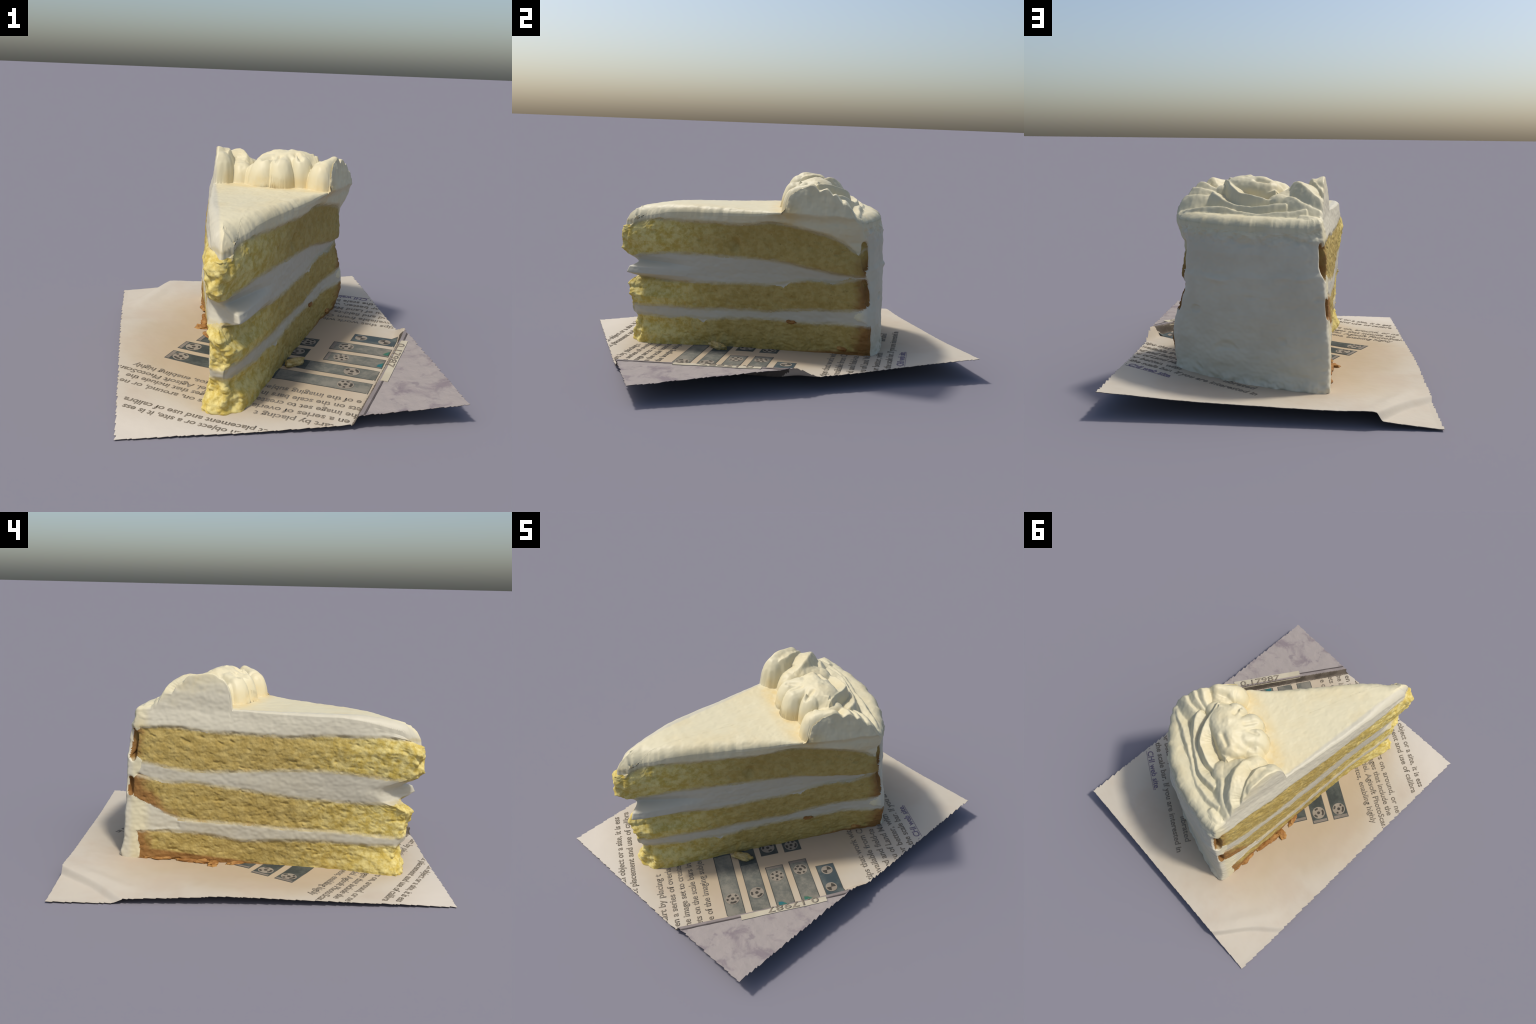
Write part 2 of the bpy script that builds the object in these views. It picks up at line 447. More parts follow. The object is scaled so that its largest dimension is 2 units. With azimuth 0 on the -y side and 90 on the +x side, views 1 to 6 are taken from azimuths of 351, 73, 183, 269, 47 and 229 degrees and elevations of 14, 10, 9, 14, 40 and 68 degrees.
def build_sheet():
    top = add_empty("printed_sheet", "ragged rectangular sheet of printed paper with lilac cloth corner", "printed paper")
    nx, ny = 330, 430
    corner = {"A": (-0.744, -0.997), "B": (0.768, -0.975), "C": (0.770, 0.947), "D": (-0.770, 0.996)}

    def teeth(n, amp, seed):
        r = np.random.default_rng(seed)
        out = np.zeros(n)
        i = 0
        while i < n:
            w = r.integers(3, 15)
            a = amp * r.uniform(0.35, 1.0)
            k = np.arange(min(w, n - i))
            out[i:i + len(k)] = a * (k / w)
            i += w
        return out + amp * 0.25 * r.normal(size=n).cumsum() / 14
    u = np.linspace(0, 1, nx)
    v = np.linspace(0, 1, ny)
    U, V = np.meshgrid(u, v)
    A, B, C, D = (np.array(corner[k]) for k in "ABCD")
    X = (1 - U) * (1 - V) * A[0] + U * (1 - V) * B[0] + U * V * C[0] + (1 - U) * V * D[0]
    Y = (1 - U) * (1 - V) * A[1] + U * (1 - V) * B[1] + U * V * C[1] + (1 - U) * V * D[1]
    fall = lambda d: np.clip(1 - d / 0.010, 0, 1)
    X = X + fall(U) * teeth(ny, 0.012, 1)[:, None] - fall(1 - U) * teeth(ny, 0.013, 2)[:, None]
    Y = Y + fall(V) * teeth(nx, 0.010, 3)[None, :] - fall(1 - V) * teeth(nx, 0.0035, 4)[None, :]
    Z = sheet_z(X, Y)
    P = np.stack([X, Y, Z], -1)
    idx = np.arange(nx * ny).reshape(ny, nx)
    q = np.stack([idx[:-1, :-1], idx[:-1, 1:], idx[1:, 1:], idx[1:, :-1]], -1).reshape(-1, 4)
    flat = P.reshape(-1, 3)
    t, n = unpage(flat[:, 0], flat[:, 1])
    cloth_v = t < FOLD_T(n) - 0.010
    cloth_f = cloth_v[q].sum(1) >= 2
    whole = bpy.data.meshes.new("w")
    whole.from_pydata(flat.tolist(), [], q.tolist())
    whole.update()
    nor = np.zeros(len(flat) * 3)
    whole.vertices.foreach_get("normal", nor)
    nor = nor.reshape(-1, 3)
    bpy.data.meshes.remove(whole)
    parts = {}
    side_v = (t < FOLD_T(n) + 0.014) & (t > FOLD_T(n) - 0.016) & (n < 0.24)
    side_f = (side_v[q].sum(1) >= 3) & ~cloth_f
    for name, mask, mat in (("paper", ~cloth_f & ~side_f, MAT["paper"]), ("dark_step_band", side_f, MAT["edge"]), ("cloth_corner", cloth_f, MAT["cloth"])):
        f = q[mask]
        used = np.unique(f)
        remap = np.full(len(flat), -1)
        remap[used] = np.arange(len(used))
        f = remap[f]
        m = len(used)
        low = flat[used] - np.array([0, 0, 0.003])
        # thickness: underside and the rim that closes it
        e = np.concatenate([f[:, [0, 1]], f[:, [1, 2]], f[:, [2, 3]], f[:, [3, 0]]])
        key = e[:, 0] * m + e[:, 1]
        rev = e[:, 1] * m + e[:, 0]
        rim = e[~np.isin(key, rev)]
        faces = np.concatenate([f, f[:, ::-1] + m, np.stack([rim[:, 1], rim[:, 0], rim[:, 0] + m, rim[:, 1] + m], -1)])
        me = mesh_from(name, np.concatenate([flat[used], low]), faces, mat)
        me.normals_split_custom_set_from_vertices(np.concatenate([nor[used], -nor[used]]).tolist())
        parts[name] = add_object(name, me, top)
    return top, parts


def inside_sheet(bm):
    """Trim printed matter where the sheet was cut off."""
    for co, no in (((-0.748, 0, 0), (-1, -0.013, 0)), ((0.760, 0, 0), (1, 0, 0)), ((0, -0.978, 0), (0.012, -1, 0)), ((0, 0.95, 0), (0, 1, 0))):
        bmesh.ops.bisect_plane(bm, geom=bm.verts[:] + bm.edges[:] + bm.faces[:], plane_co=co, plane_no=no, clear_outer=True)


def printed_patch(name, tris_builder, mat, parent, lift, thick=0.001):
    """Flat print (given in page coordinates as a bmesh) laid onto the sheet."""
    bm = bmesh.new()
    tris_builder(bm)
    for v in bm.verts:
        x, y = page(v.co.x, v.co.y)
        v.co = (float(x), float(y), 0)
    bmesh.ops.recalc_face_normals(bm, faces=bm.faces[:])
    inside_sheet(bm)
    if not bm.faces:
        bm.free()
        return None
    if sum(f.normal.z for f in bm.faces) < 0:
        bmesh.ops.reverse_faces(bm, faces=bm.faces[:])
    top_faces = bm.faces[:]
    ext = bmesh.ops.extrude_face_region(bm, geom=top_faces, use_keep_orig=True)
    raised = {v for v in ext["geom"] if isinstance(v, bmesh.types.BMVert)}
    co = np.array([v.co for v in bm.verts])
    z = sheet_z(co[:, 0], co[:, 1])
    for v, zz in zip(bm.verts, z):
        v.co.z = float(zz) + (lift + thick if v in raised else lift - 0.002)
    me = bpy.data.meshes.new(name)
    bmesh.ops.recalc_face_normals(bm, faces=bm.faces[:])
    bm.to_mesh(me)
    bm.free()
    me.materials.append(mat)
    return add_object(name, me, parent)


def rect(t0, t1, n0, n1, step=0.03):
    def build(bm):
        a = max(1, int(abs(t1 - t0) / step))
        b = max(1, int(abs(n1 - n0) / step))
        g = [[bm.verts.new((t0 + (t1 - t0) * i / a, n0 + (n1 - n0) * j / b, 0)) for j in range(b + 1)] for i in range(a + 1)]
        for i in range(a):
            for j in range(b):
                bm.faces.new((g[i][j], g[i + 1][j], g[i + 1][j + 1], g[i][j + 1]))
    return build


def ring_sector(ct, cn, r0, r1, a0, a1, seg=None):
    def build(bm):
        k = seg or max(3, int(abs(a1 - a0) / 0.25))
        full = abs(a1 - a0) > 6.28
        rows = []
        for i in range(k if full else k + 1):
            a = a0 + (a1 - a0) * i / k
            rows.append([bm.verts.new((ct + r * math.cos(a), cn + r * math.sin(a), 0)) for r in ((r0, r1) if r0 > 0 else (r1,))])
        if r0 <= 0:
            bm.faces.new([r[0] for r in rows] if full else [bm.verts.new((ct, cn, 0))] + [r[0] for r in rows])
            return
        for i in range(k):
            p, q = rows[i], rows[(i + 1) % len(rows)]
            bm.faces.new((p[0], q[0], q[1], p[1]))
    return build


def text_mesh(body, size, tilt=0.0):
    cu = bpy.data.curves.new("writing", "FONT")
    cu.body = body
    cu.size = size
    cu.resolution_u = 3
    cu.shear = tilt
    cu.offset = size * 0.014
    ob = bpy.data.objects.new("writing", cu)
    bpy.context.scene.collection.objects.link(ob)
    dg = bpy.context.evaluated_depsgraph_get()
    me = bpy.data.meshes.new_from_object(ob.evaluated_get(dg))
    bpy.data.objects.remove(ob)
    bpy.data.curves.remove(cu)
    return me


def printed_line(body, t0, t1, n_mid, mat, parent, size=0.054, name="printed_line", underline=False):
    me = text_mesh(body, size)
    xs = [v.co.x for v in me.vertices]
    x0, x1 = min(xs), max(xs)
    s = (t1 - t0) / (x1 - x0)

    def build(bm):
        bm.from_mesh(me)
        for v in bm.verts:
            v.co = (t0 + (v.co.x - x0) * s, n_mid + size * 0.26 - v.co.y, 0)
        bmesh.ops.remove_doubles(bm, verts=bm.verts[:], dist=1e-6)
        if underline:
            rect(t0, t1, n_mid + size * 0.36, n_mid + size * 0.40)(bm)
    ob = printed_patch(name, build, mat, parent, 0.0006, 0.0008)
    bpy.data.meshes.remove(me)
    return ob


def target_disc(t, n, r, spokes, turn, parent):
    disc = printed_patch("target_disc", ring_sector(t, n, 0, r, 0, 2 * math.pi, 28), MAT["dot"], parent, 0.0018)
    printed_patch("target_mark", ring_sector(t, n, 0, r * 0.24, 0, 2 * math.pi, 16), MAT["black"], disc, 0.0028)
    for a, wide in spokes:
        a = math.radians(a + turn)
        w = math.radians(wide) / 2
        printed_patch("target_mark", ring_sector(t, n, r * 0.56, r * 0.86, a - w, a + w), MAT["black"], disc, 0.0028)


def build_print(sheet):
    lines = [
        ("an object or a site, it is ess", -0.294, 0.268, -0.978), ("ect placement and use of calibra", -0.417, 0.300, -0.918),
        ("start by placing t", -0.654, -0.270, -0.775), ("rs on, around, or ne", -0.035, 0.415, -0.770),
        ("en a series of overla", -0.684, -0.235, -0.713), ("ages that include the", -0.020, 0.417, -0.708),
        ("he image set to create", -0.697, -0.235, -0.652), ("del. Agisoft PhotoScan", -0.005, 0.492, -0.650),
        ("ets on the scale bars in", -0.705, -0.235, -0.590), ("otos, enabling highly", 0.010, 0.447, -0.589),
        ("e of the imaging subjec", -0.690, -0.215, -0.526),
        ("tips that work wit", -0.650, -0.235, 0.405), ("available from C", -0.620, -0.245, 0.469),
        ("ed and field-te", -0.585, -0.265, 0.535), ("au of Land Man", -0.550, -0.215, 0.598),
        ("or better, with", -0.515, -0.165, 0.662), ("librated", 0.105, 0.285, 0.655),
        ("the scale bar. If you are interested in", -0.460, 0.343, 0.723),
    ]
    for body, t0, t1, n in lines:
        printed_line(body, t0, t1, n, MAT["ink"], sheet)
    printed_line("e CHI web site.", -0.445, -0.120, 0.788, MAT["link"], sheet, underline=True)

    fold = lambda n: float(FOLD_T(n)) + 0.019
    bars = [   # along t, across n, material, end tab
        (fold(-0.44), -0.22, -0.440, -0.335, "bar_grey", None), (-0.24, 0.358, -0.440, -0.335, "bar_dark", 0.334),
        (fold(-0.298), -0.33, -0.298, -0.193, "bar_grey", None), (-0.35, 0.356, -0.298, -0.193, "bar_dark", 0.334),
        (fold(-0.16), -0.400, -0.160, -0.054, "bar_grey", -0.42), (fold(-0.017), -0.390, -0.017, 0.089, "bar_grey", -0.41),
        (fold(0.126), -0.468, 0.126, 0.234, "bar_blue", None),
        (-0.305, 0.315, -0.160, -0.055, "bar_dark", 0.292), (-0.310, 0.27, -0.018, 0.087, "bar_dark", None)]
    objs = []
    for i, (t0, t1, n0, n1, mat, tab) in enumerate(bars):
        lift = 0.0004 + 0.0002 * (i % 2)
        rim = printed_patch("scale_bar", rect(t0, t1, n0, n1), MAT["bar_edge"], sheet, lift, 0.0003)
        printed_patch("bar_face", rect(t0 + 0.002, t1 - 0.004, n0 + 0.005, n1 - 0.005), MAT[mat], rim, lift + 0.0003, 0.0005)
        if tab:
            printed_patch("bar_tab", rect(min(tab, t1), max(tab, t1) - 0.005, n0 + 0.006, n1 - 0.006), MAT["pale"], rim, lift + 0.0008, 0.0005)
        objs.append(rim)
    arc3 = [(0, 70), (120, 45), (240, 45)]
    mix5 = [(20, 70), (110, 24), (170, 45), (250, 24), (300, 30)]
    dots7 = [(a, 22) for a in range(0, 360, 60)]
    target_disc(0.290, -0.387, 0.042, [(290, 75), (30, 24), (120, 45), (220, 24)], 0, objs[1])
    target_disc(-0.579, -0.387, 0.040, mix5, 160, objs[0])
    target_disc(0.286, -0.247, 0.042, [(290, 75), (170, 45), (60, 45)], -10, objs[3])
    target_disc(-0.573, -0.246, 0.040, arc3, 150, objs[2])
    target_disc(-0.482, -0.107, 0.040, dots7, 10, objs[4])
    target_disc(-0.470, 0.036, 0.040, mix5, 40, objs[5])
    target_disc(-0.245, -0.107, 0.040, arc3, 40, objs[7])
    target_disc(-0.262, 0.034, 0.040, mix5, 90, objs[8])
    for t, n in ((-0.515, 0.183), (-0.645, 0.170)):           # checkered discs
        d = printed_patch("target_disc", ring_sector(t, n, 0, 0.033, 0, 2 * math.pi, 24), MAT["dot"], objs[6], 0.0018)
        for a in (0.9, 0.9 + math.pi):
            printed_patch("target_mark", ring_sector(t, n, 0, 0.026, a - 0.7, a + 0.7, 6), MAT["black"], d, 0.0028)
    for n in (-0.135, 0.012):
        printed_patch("teal_mark", lambda bm, n=n: bm.faces.new([bm.verts.new(p) for p in ((fold(n) + 0.004, n - 0.012, 0), (fold(n) + 0.004, n + 0.038, 0), (fold(n) + 0.026, n + 0.012, 0), (fold(n) + 0.030, n - 0.010, 0))]), MAT["teal"], sheet, 0.0022)

    # metal rule with a paper label beside the cloth
    def along(n0, n1, d0, d1):
        def build(bm):
            k = 26
            g = []
            for i in range(k + 1):
                n = n0 + (n1 - n0) * i / k
                f = float(FOLD_T(n))
                g.append([bm.verts.new((f - d0 - (d1 - d0) * j / 3, n, 0)) for j in range(4)])
            for i in range(k):
                for j in range(3):
                    bm.faces.new((g[i][j], g[i + 1][j], g[i + 1][j + 1], g[i][j + 1]))
        return build
    rule = printed_patch("metal_rule", along(-0.74, 0.34, 0.010, 0.034), MAT["strip"], sheet, 0.0006, 0.0012)
    printed_patch("rule_groove", along(-0.74, 0.34, 0.027, 0.035), MAT["groove"], rule, 0.0014, 0.0009)
    label = printed_patch("paper_label", along(-0.372, 0.104, 0.004, 0.054), MAT["label"], sheet, 0.0030, 0.0012)
    me = text_mesh("0.17987", 0.062)
    xs = [v.co.x for v in me.vertices]
    x0, x1 = min(xs), max(xs)

    def digits(bm):
        bm.from_mesh(me)
        for v in bm.verts:
            f = (v.co.x - x0) / (x1 - x0)
            n = 0.062 - f * 0.287
            v.co = (float(FOLD_T(n)) - 0.012 - v.co.y * 0.85, n, 0)
        bmesh.ops.remove_doubles(bm, verts=bm.verts[:], dist=1e-6)
    printed_patch("label_digits", digits, MAT["ink"], label, 0.0042)


# ===================================================================== the cake
# Plan of the slice: control points round the wall, each with (z, x, y) levels.
tip_left_x = curve([(0.02, -0.378), (0.045, -0.368), (0.12, -0.338), (0.25, -0.344), (0.39, -0.354), (0.48, -0.352), (0.55, -0.368), (0.68, -0.388), (0.72, -0.375), (0.78, -0.345), (0.84, -0.335)])
tip_right_x = curve([(0.02, -0.185), (0.077, -0.192), (0.117, -0.230), (0.175, -0.230), (0.232, -0.228), (0.298, -0.216), (0.336, -0.275), (0.40, -0.280), (0.437, -0.230), (0.48, -0.236), (0.53, -0.278), (0.574, -0.290), (0.627, -0.264), (0.70, -0.262), (0.75, -0.248), (0.84, -0.215)])
tip_front_y = curve([(0.007, -0.812), (0.079, -0.804), (0.133, -0.790), (0.166, -0.802), (0.199, -0.815), (0.264, -0.835), (0.35, -0.842), (0.387, -0.818), (0.412, -0.762), (0.466, -0.756), (0.49, -0.775), (0.515, -0.812), (0.535, -0.850), (0.571, -0.877), (0.664, -0.882), (0.704, -0.868), (0.744, -0.820), (0.794, -0.784), (0.85, -0.752)])
tip_bite = curve([(0.36, 0.0), (0.40, 0.045), (0.45, 0.070), (0.50, 0.055), (0.54, 0.0)])       # gap in the cream at the point
tip_spike = curve([(0.38, -0.70), (0.41, -0.80), (0.44, -0.868), (0.475, -0.850), (0.51, -0.74)])  # dab of cream drawn forward
WALL = [
    ("L", [(0.06, -0.278, 0.714), (0.14, -0.274, 0.698), (0.25, -0.270, 0.686), (0.5, -0.248, 0.674), (0.7, -0.234, 0.656), (0.82, -0.220, 0.630), (0.88, -0.205, 0.616), (0.95, -0.190, 0.60)]),
    ("L", [(0.06, -0.274, 0.45), (0.3, -0.283, 0.45), (0.5, -0.281, 0.45), (0.68, -0.272, 0.45), (0.78, -0.258, 0.45), (0.86, -0.234, 0.45), (1.05, -0.215, 0.45)]),
    ("L", [(0.06, -0.280, 0.10), (0.3, -0.298, 0.10), (0.5, -0.307, 0.10), (0.68, -0.304, 0.10), (0.80, -0.280, 0.10), (0.86, -0.267, 0.10), (1.05, -0.250, 0.10)]),
    ("L", [(0.06, -0.303, -0.45), (0.3, -0.316, -0.45), (0.5, -0.336, -0.45), (0.68, -0.350, -0.45), (0.86, -0.330, -0.45)]),
    ("T", "left"), ("T", "front"), ("T", "right"),
    ("R", [(0.06, 0.000, -0.46), (0.25, -0.014, -0.46), (0.5, -0.014, -0.46), (0.72, -0.006, -0.46), (0.80, 0.004, -0.45), (0.86, 0.002, -0.45)]),
    ("R", [(0.06, 0.205, -0.10), (0.25, 0.200, -0.10), (0.5, 0.203, -0.10), (0.60, 0.222, -0.10), (0.72, 0.226, -0.10), (0.80, 0.244, -0.10), (0.87, 0.280, -0.11), (1.0, 0.262, -0.09)]),
    ("R", [(0.06, 0.376, 0.20), (0.25, 0.379, 0.20), (0.5, 0.400, 0.20), (0.58, 0.425, 0.20), (0.72, 0.436, 0.20), (0.80, 0.452, 0.19), (0.87, 0.464, 0.18), (1.0, 0.440, 0.18)]),
    ("R", [(0.06, 0.492, 0.378), (0.15, 0.526, 0.376), (0.25, 0.536, 0.368), (0.40, 0.508, 0.360), (0.5, 0.476, 0.345), (0.58, 0.480, 0.332), (0.72, 0.474, 0.324), (0.80, 0.510, 0.302), (0.86, 0.522, 0.282), (0.95, 0.485, 0.26)]),
    ("B", [(0.06, 0.478, 0.470), (0.14, 0.472, 0.455), (0.25, 0.482, 0.450), (0.40, 0.458, 0.444), (0.5, 0.445, 0.440), (0.72, 0.444, 0.425), (0.86, 0.442, 0.394)]),
    ("B", [(0.06, 0.298, 0.588), (0.12, 0.299, 0.574), (0.25, 0.300, 0.566), (0.5, 0.307, 0.556), (0.70, 0.307, 0.548), (0.86, 0.300, 0.508)]),
    ("B", [(0.06, 0.105, 0.652), (0.12, 0.105, 0.638), (0.25, 0.105, 0.630), (0.5, 0.105, 0.634), (0.70, 0.105, 0.630), (0.86, 0.105, 0.590)]),
    ("B", [(0.06, -0.066, 0.698), (0.12, -0.066, 0.684), (0.25, -0.066, 0.675), (0.5, -0.066, 0.671), (0.70, -0.066, 0.662), (0.86, -0.066, 0.620)]),
    ("B", [(0.06, -0.178, 0.724), (0.12, -0.174, 0.704), (0.25, -0.170, 0.694), (0.5, -0.168, 0.685), (0.70, -0.165, 0.673), (0.86, -0.165, 0.636)]),
]
NPTS = len(WALL)


def control(z):
    """Control points (NPTS, len(z), 2) of the plan at heights z."""
    out = []
    for kind, lv in WALL:
        if kind == "T":
            fy = tip_front_y(z)
            l, r = tip_left_x(z), tip_right_x(z)
            if lv == "left":
                out.append(np.stack([l + 0.004, fy + 0.045 + tip_bite(z)], -1))
            elif lv == "front":
                out.append(np.stack([(l + r) / 2, fy - 0.004], -1))
            else:
                out.append(np.stack([r, np.minimum(fy + 0.032, tip_spike(z))], -1))
        else:
            zs = [q[0] for q in lv]
            out.append(np.stack([np.interp(z, zs, [q[1] for q in lv]), np.interp(z, zs, [q[2] for q in lv])], -1))
    return np.array(out)


def plan(a, z):
    """Catmull-Rom round the control points; a in control-index units, same shape as z."""
    C = control(z)                                           # NPTS x n x 2
    i = np.floor(a).astype(int) % NPTS
    f = (a - np.floor(a))[:, None]
    j = np.arange(len(a))
    p0, p1, p2, p3 = (C[(i + k) % NPTS, j] for k in (-1, 0, 1, 2))
    tens = 0.38
    l12 = np.linalg.norm(p2 - p1, axis=1)[:, None] + 1e-6
    m1 = tens * 2 * (p2 - p0) * l12 / (np.linalg.norm(p2 - p1, axis=1)[:, None] + np.linalg.norm(p1 - p0, axis=1)[:, None] + 1e-6)
    m2 = tens * 2 * (p3 - p1) * l12 / (np.linalg.norm(p3 - p2, axis=1)[:, None] + np.linalg.norm(p2 - p1, axis=1)[:, None] + 1e-6)
    f2, f3 = f * f, f * f * f
    return (2 * f3 - 3 * f2 + 1) * p1 + (f3 - 2 * f2 + f) * m1 + (-2 * f3 + 3 * f2) * p2 + (f3 - f2) * m2


# ---- the piped top, as strokes of a star nozzle: crest lines (x, y, z), which fall
# steeply on their outer side (to the left of travel when side = +1) and gently inside.
STROKES = [
    # (points, side, steep, gentle, crest radius)
    ([(0.262, 0.135, 1.035), (0.225, 0.195, 1.022), (0.183, 0.240, 1.002), (0.140, 0.277, 0.978), (0.082, 0.306, 0.970), (0.010, 0.318, 0.985)], -1, 3.2, 0.10, 0.007, 0.060),
    ([(0.285, 0.130, 1.025), (0.273, 0.160, 1.025), (0.250, 0.252, 1.010), (0.217, 0.323, 0.990), (0.171, 0.366, 0.972), (0.099, 0.392, 0.960), (0.036, 0.400, 0.945), (-0.02, 0.405, 0.945)], -1, 3.4, 0.48, 0.007),
    ([(0.345, 0.225, 0.965), (0.331, 0.267, 0.968), (0.291, 0.320, 0.946), (0.241, 0.369, 0.922), (0.151, 0.426, 0.912), (0.079, 0.465, 0.916), (0.009, 0.467, 0.930), (-0.05, 0.465, 0.93)], -1, 2.8, 0.45, 0.008),
    ([(0.500, 0.290, 0.870), (0.458, 0.315, 0.882), (0.369, 0.350, 0.898), (0.275, 0.395, 0.905), (0.189, 0.440, 0.887), (0.114, 0.485, 0.880), (0.029, 0.520, 0.888), (-0.076, 0.530, 0.900), (-0.150, 0.520, 0.910)], -1, 2.0, 0.45, 0.010),
    # left rosette
    ([(-0.200, 0.190, 1.010), (-0.188, 0.210, 1.032), (-0.178, 0.250, 1.044), (-0.186, 0.325, 1.036), (-0.225, 0.400, 0.996), (-0.27, 0.430, 0.974)], -1, 3.2, -0.10, 0.012),
    ([(-0.085, 0.235, 0.990), (-0.080, 0.275, 1.015), (-0.100, 0.350, 1.034), (-0.140, 0.410, 1.020), (-0.180, 0.458, 0.984), (-0.255, 0.492, 0.934)], -1, 2.0, 0.35, 0.012),
    ([(-0.035, 0.400, 0.955), (-0.075, 0.430, 0.962), (-0.145, 0.485, 0.934), (-0.25, 0.530, 0.890)], -1, 1.6, 0.4, 0.014),
    ([(-0.12, 0.560, 0.888), (-0.17, 0.575, 0.884), (-0.25, 0.590, 0.858)], -1, 1.2, 0.5, 0.014),
    # right rosette, a fan of short ridges running out to the cut side
    ([(0.325, 0.135, 0.975), (0.350, 0.085, 1.015), (0.385, 0.065, 1.028), (0.430, 0.035, 1.020)], 1, 1.3, 0.50, 0.016),
    ([(0.318, 0.180, 0.975), (0.371, 0.160, 0.998), (0.415, 0.135, 1.013), (0.465, 0.110, 1.010)], 1, 1.5, 0.7, 0.012),
    ([(0.335, 0.200, 0.962), (0.414, 0.190, 0.982), (0.475, 0.162, 0.986), (0.52, 0.145, 0.975)], 1, 1.5, 0.7, 0.012),
    ([(0.340, 0.240, 0.945), (0.419, 0.240, 0.950), (0.485, 0.222, 0.945), (0.53, 0.215, 0.935)], 1, 1.5, 0.6, 0.012),
]
# ---- rounded lobes at the front of each rosette: capsule from p to q, radius, drop, fullness
LOBES = [
    ((0.080, 0.205, 1.046), (-0.002, 0.114, 1.012), 0.086, 0.17),
    ((0.062, 0.215, 1.034), (0.185, 0.165, 1.048), 0.100, 0.080),
    ((0.115, 0.190, 1.046), (0.080, 0.068, 1.016), 0.080, 0.17),
    ((0.165, 0.170, 1.048), (0.190, 0.086, 1.028), 0.074, 0.17),
    ((0.060, 0.250, 1.012), (-0.03, 0.160, 0.985), 0.075, 0.15),
    ((-0.085, 0.300, 1.000), (-0.020, 0.365, 0.972), 0.075, 0.08),
    ((0.30, 0.16, 0.998), (0.280, 0.070, 0.982), 0.062, 0.15),
    ((-0.240, 0.245, 1.052), (-0.232, 0.205, 1.034), 0.086, 0.18),
    ((-0.245, 0.320, 1.046), (-0.245, 0.245, 1.054), 0.080, 0.14),
    ((-0.110, 0.290, 1.000), (-0.108, 0.215, 0.976), 0.078, 0.14),
    ((0.292, 0.014, 1.010), (0.285, 0.004, 1.002), 0.078, 0.16),
    ((0.362, 0.062, 1.030), (0.300, 0.010, 1.014), 0.058, 0.17),
]


def flowing(P, k):
    """Round off a polyline (Catmull-Rom, k pieces per segment)."""
    Q = np.concatenate([2 * P[:1] - P[1:2], P, 2 * P[-1:] - P[-2:-1]])
    out = []
    for i in range(1, len(Q) - 2):
        for u in np.arange(k) / k:
            out.append(0.5 * (2 * Q[i] + (Q[i + 1] - Q[i - 1]) * u + (2 * Q[i - 1] - 5 * Q[i] + 4 * Q[i + 1] - Q[i + 2]) * u * u
                              + (3 * Q[i] - Q[i - 1] - 3 * Q[i + 1] + Q[i + 2]) * u ** 3))
    return np.array(out + [P[-1]])


# creases (x, y to x, y, width, depth) pressed into the middle rosette
CREASES = [
    (0.115, 0.245, 0.055, 0.268, 0.013, 0.014), (0.000, 0.235, -0.030, 0.215, 0.020, 0.016), (-0.010, 0.095, 0.035, 0.120, 0.012, 0.012),
    (0.050, 0.050, 0.080, 0.110, 0.012, 0.012), (0.178, 0.060, 0.165, 0.110, 0.014, 0.018), (0.040, 0.180, 0.010, 0.200, 0.022, 0.010),
    (-0.052, 0.165, -0.010, 0.190, 0.014, 0.012), (0.130, 0.130, 0.150, 0.160, 0.025, -0.006)]


def stroke_height(x, y, pts, side, steep, gentle, rad, reach=0.075):
    P = flowing(np.array(pts, float), 4)
    best = np.full(x.shape, 1e9)
    zc = np.zeros(x.shape)
    sg = np.zeros(x.shape)
    over = np.zeros(x.shape)
    for k in range(len(P) - 1):
        a, b = P[k], P[k + 1]
        d = b[:2] - a[:2]
        L2 = d @ d
        u = ((x - a[0]) * d[0] + (y - a[1]) * d[1]) / L2
        uc = np.clip(u, 0, 1)
        ex, ey = x - (a[0] + uc * d[0]), y - (a[1] + uc * d[1])
        dist = np.hypot(ex, ey)
        m = dist < best
        best = np.where(m, dist, best)
        zc = np.where(m, a[2] + uc * (b[2] - a[2]), zc)
        cr = (d[0] * ey - d[1] * ex) / math.sqrt(L2)
        sg = np.where(m, np.sign(cr), sg)
        ov = np.where(k == 0, np.maximum(-u, 0), 0) + np.where(k == len(P) - 2, np.maximum(u - 1, 0), 0)
        over = np.where(m, ov * math.sqrt(L2), over)
    outer = sg * side > 0
    soft = np.sqrt(best ** 2 + rad ** 2) - rad
    slope = np.where(outer, steep, gentle)
    return zc - slope * soft - 1.2 * over - 3.0 * np.maximum(0, best - reach)


def lobe_height(x, y, p, q, r, drop):
    p, q = np.array(p), np.array(q)
    d = q[:2] - p[:2]
    u = np.clip(((x - p[0]) * d[0] + (y - p[1]) * d[1]) / (d @ d), 0, 1)
    dist = np.hypot(x - p[0] - u * d[0], y - p[1] - u * d[1]) / r
    zc = p[2] + u * (q[2] - p[2])
    inside = zc - drop * (1 - np.sqrt(np.clip(1 - np.minimum(dist, 1) ** 2.6, 0, 1)))
    return np.where(dist < 1, inside, zc - drop - 4 * r * (dist - 1))


def slab_height(x, y):
    z = 0.866 + 0.005 * smooth(-0.25, 0.1, y) - 0.034 * smooth(-0.50, -0.86, y)
    back = np.maximum(0, 0.5 * y + 0.25 * x - 0.16)
    return z + 0.0 * back


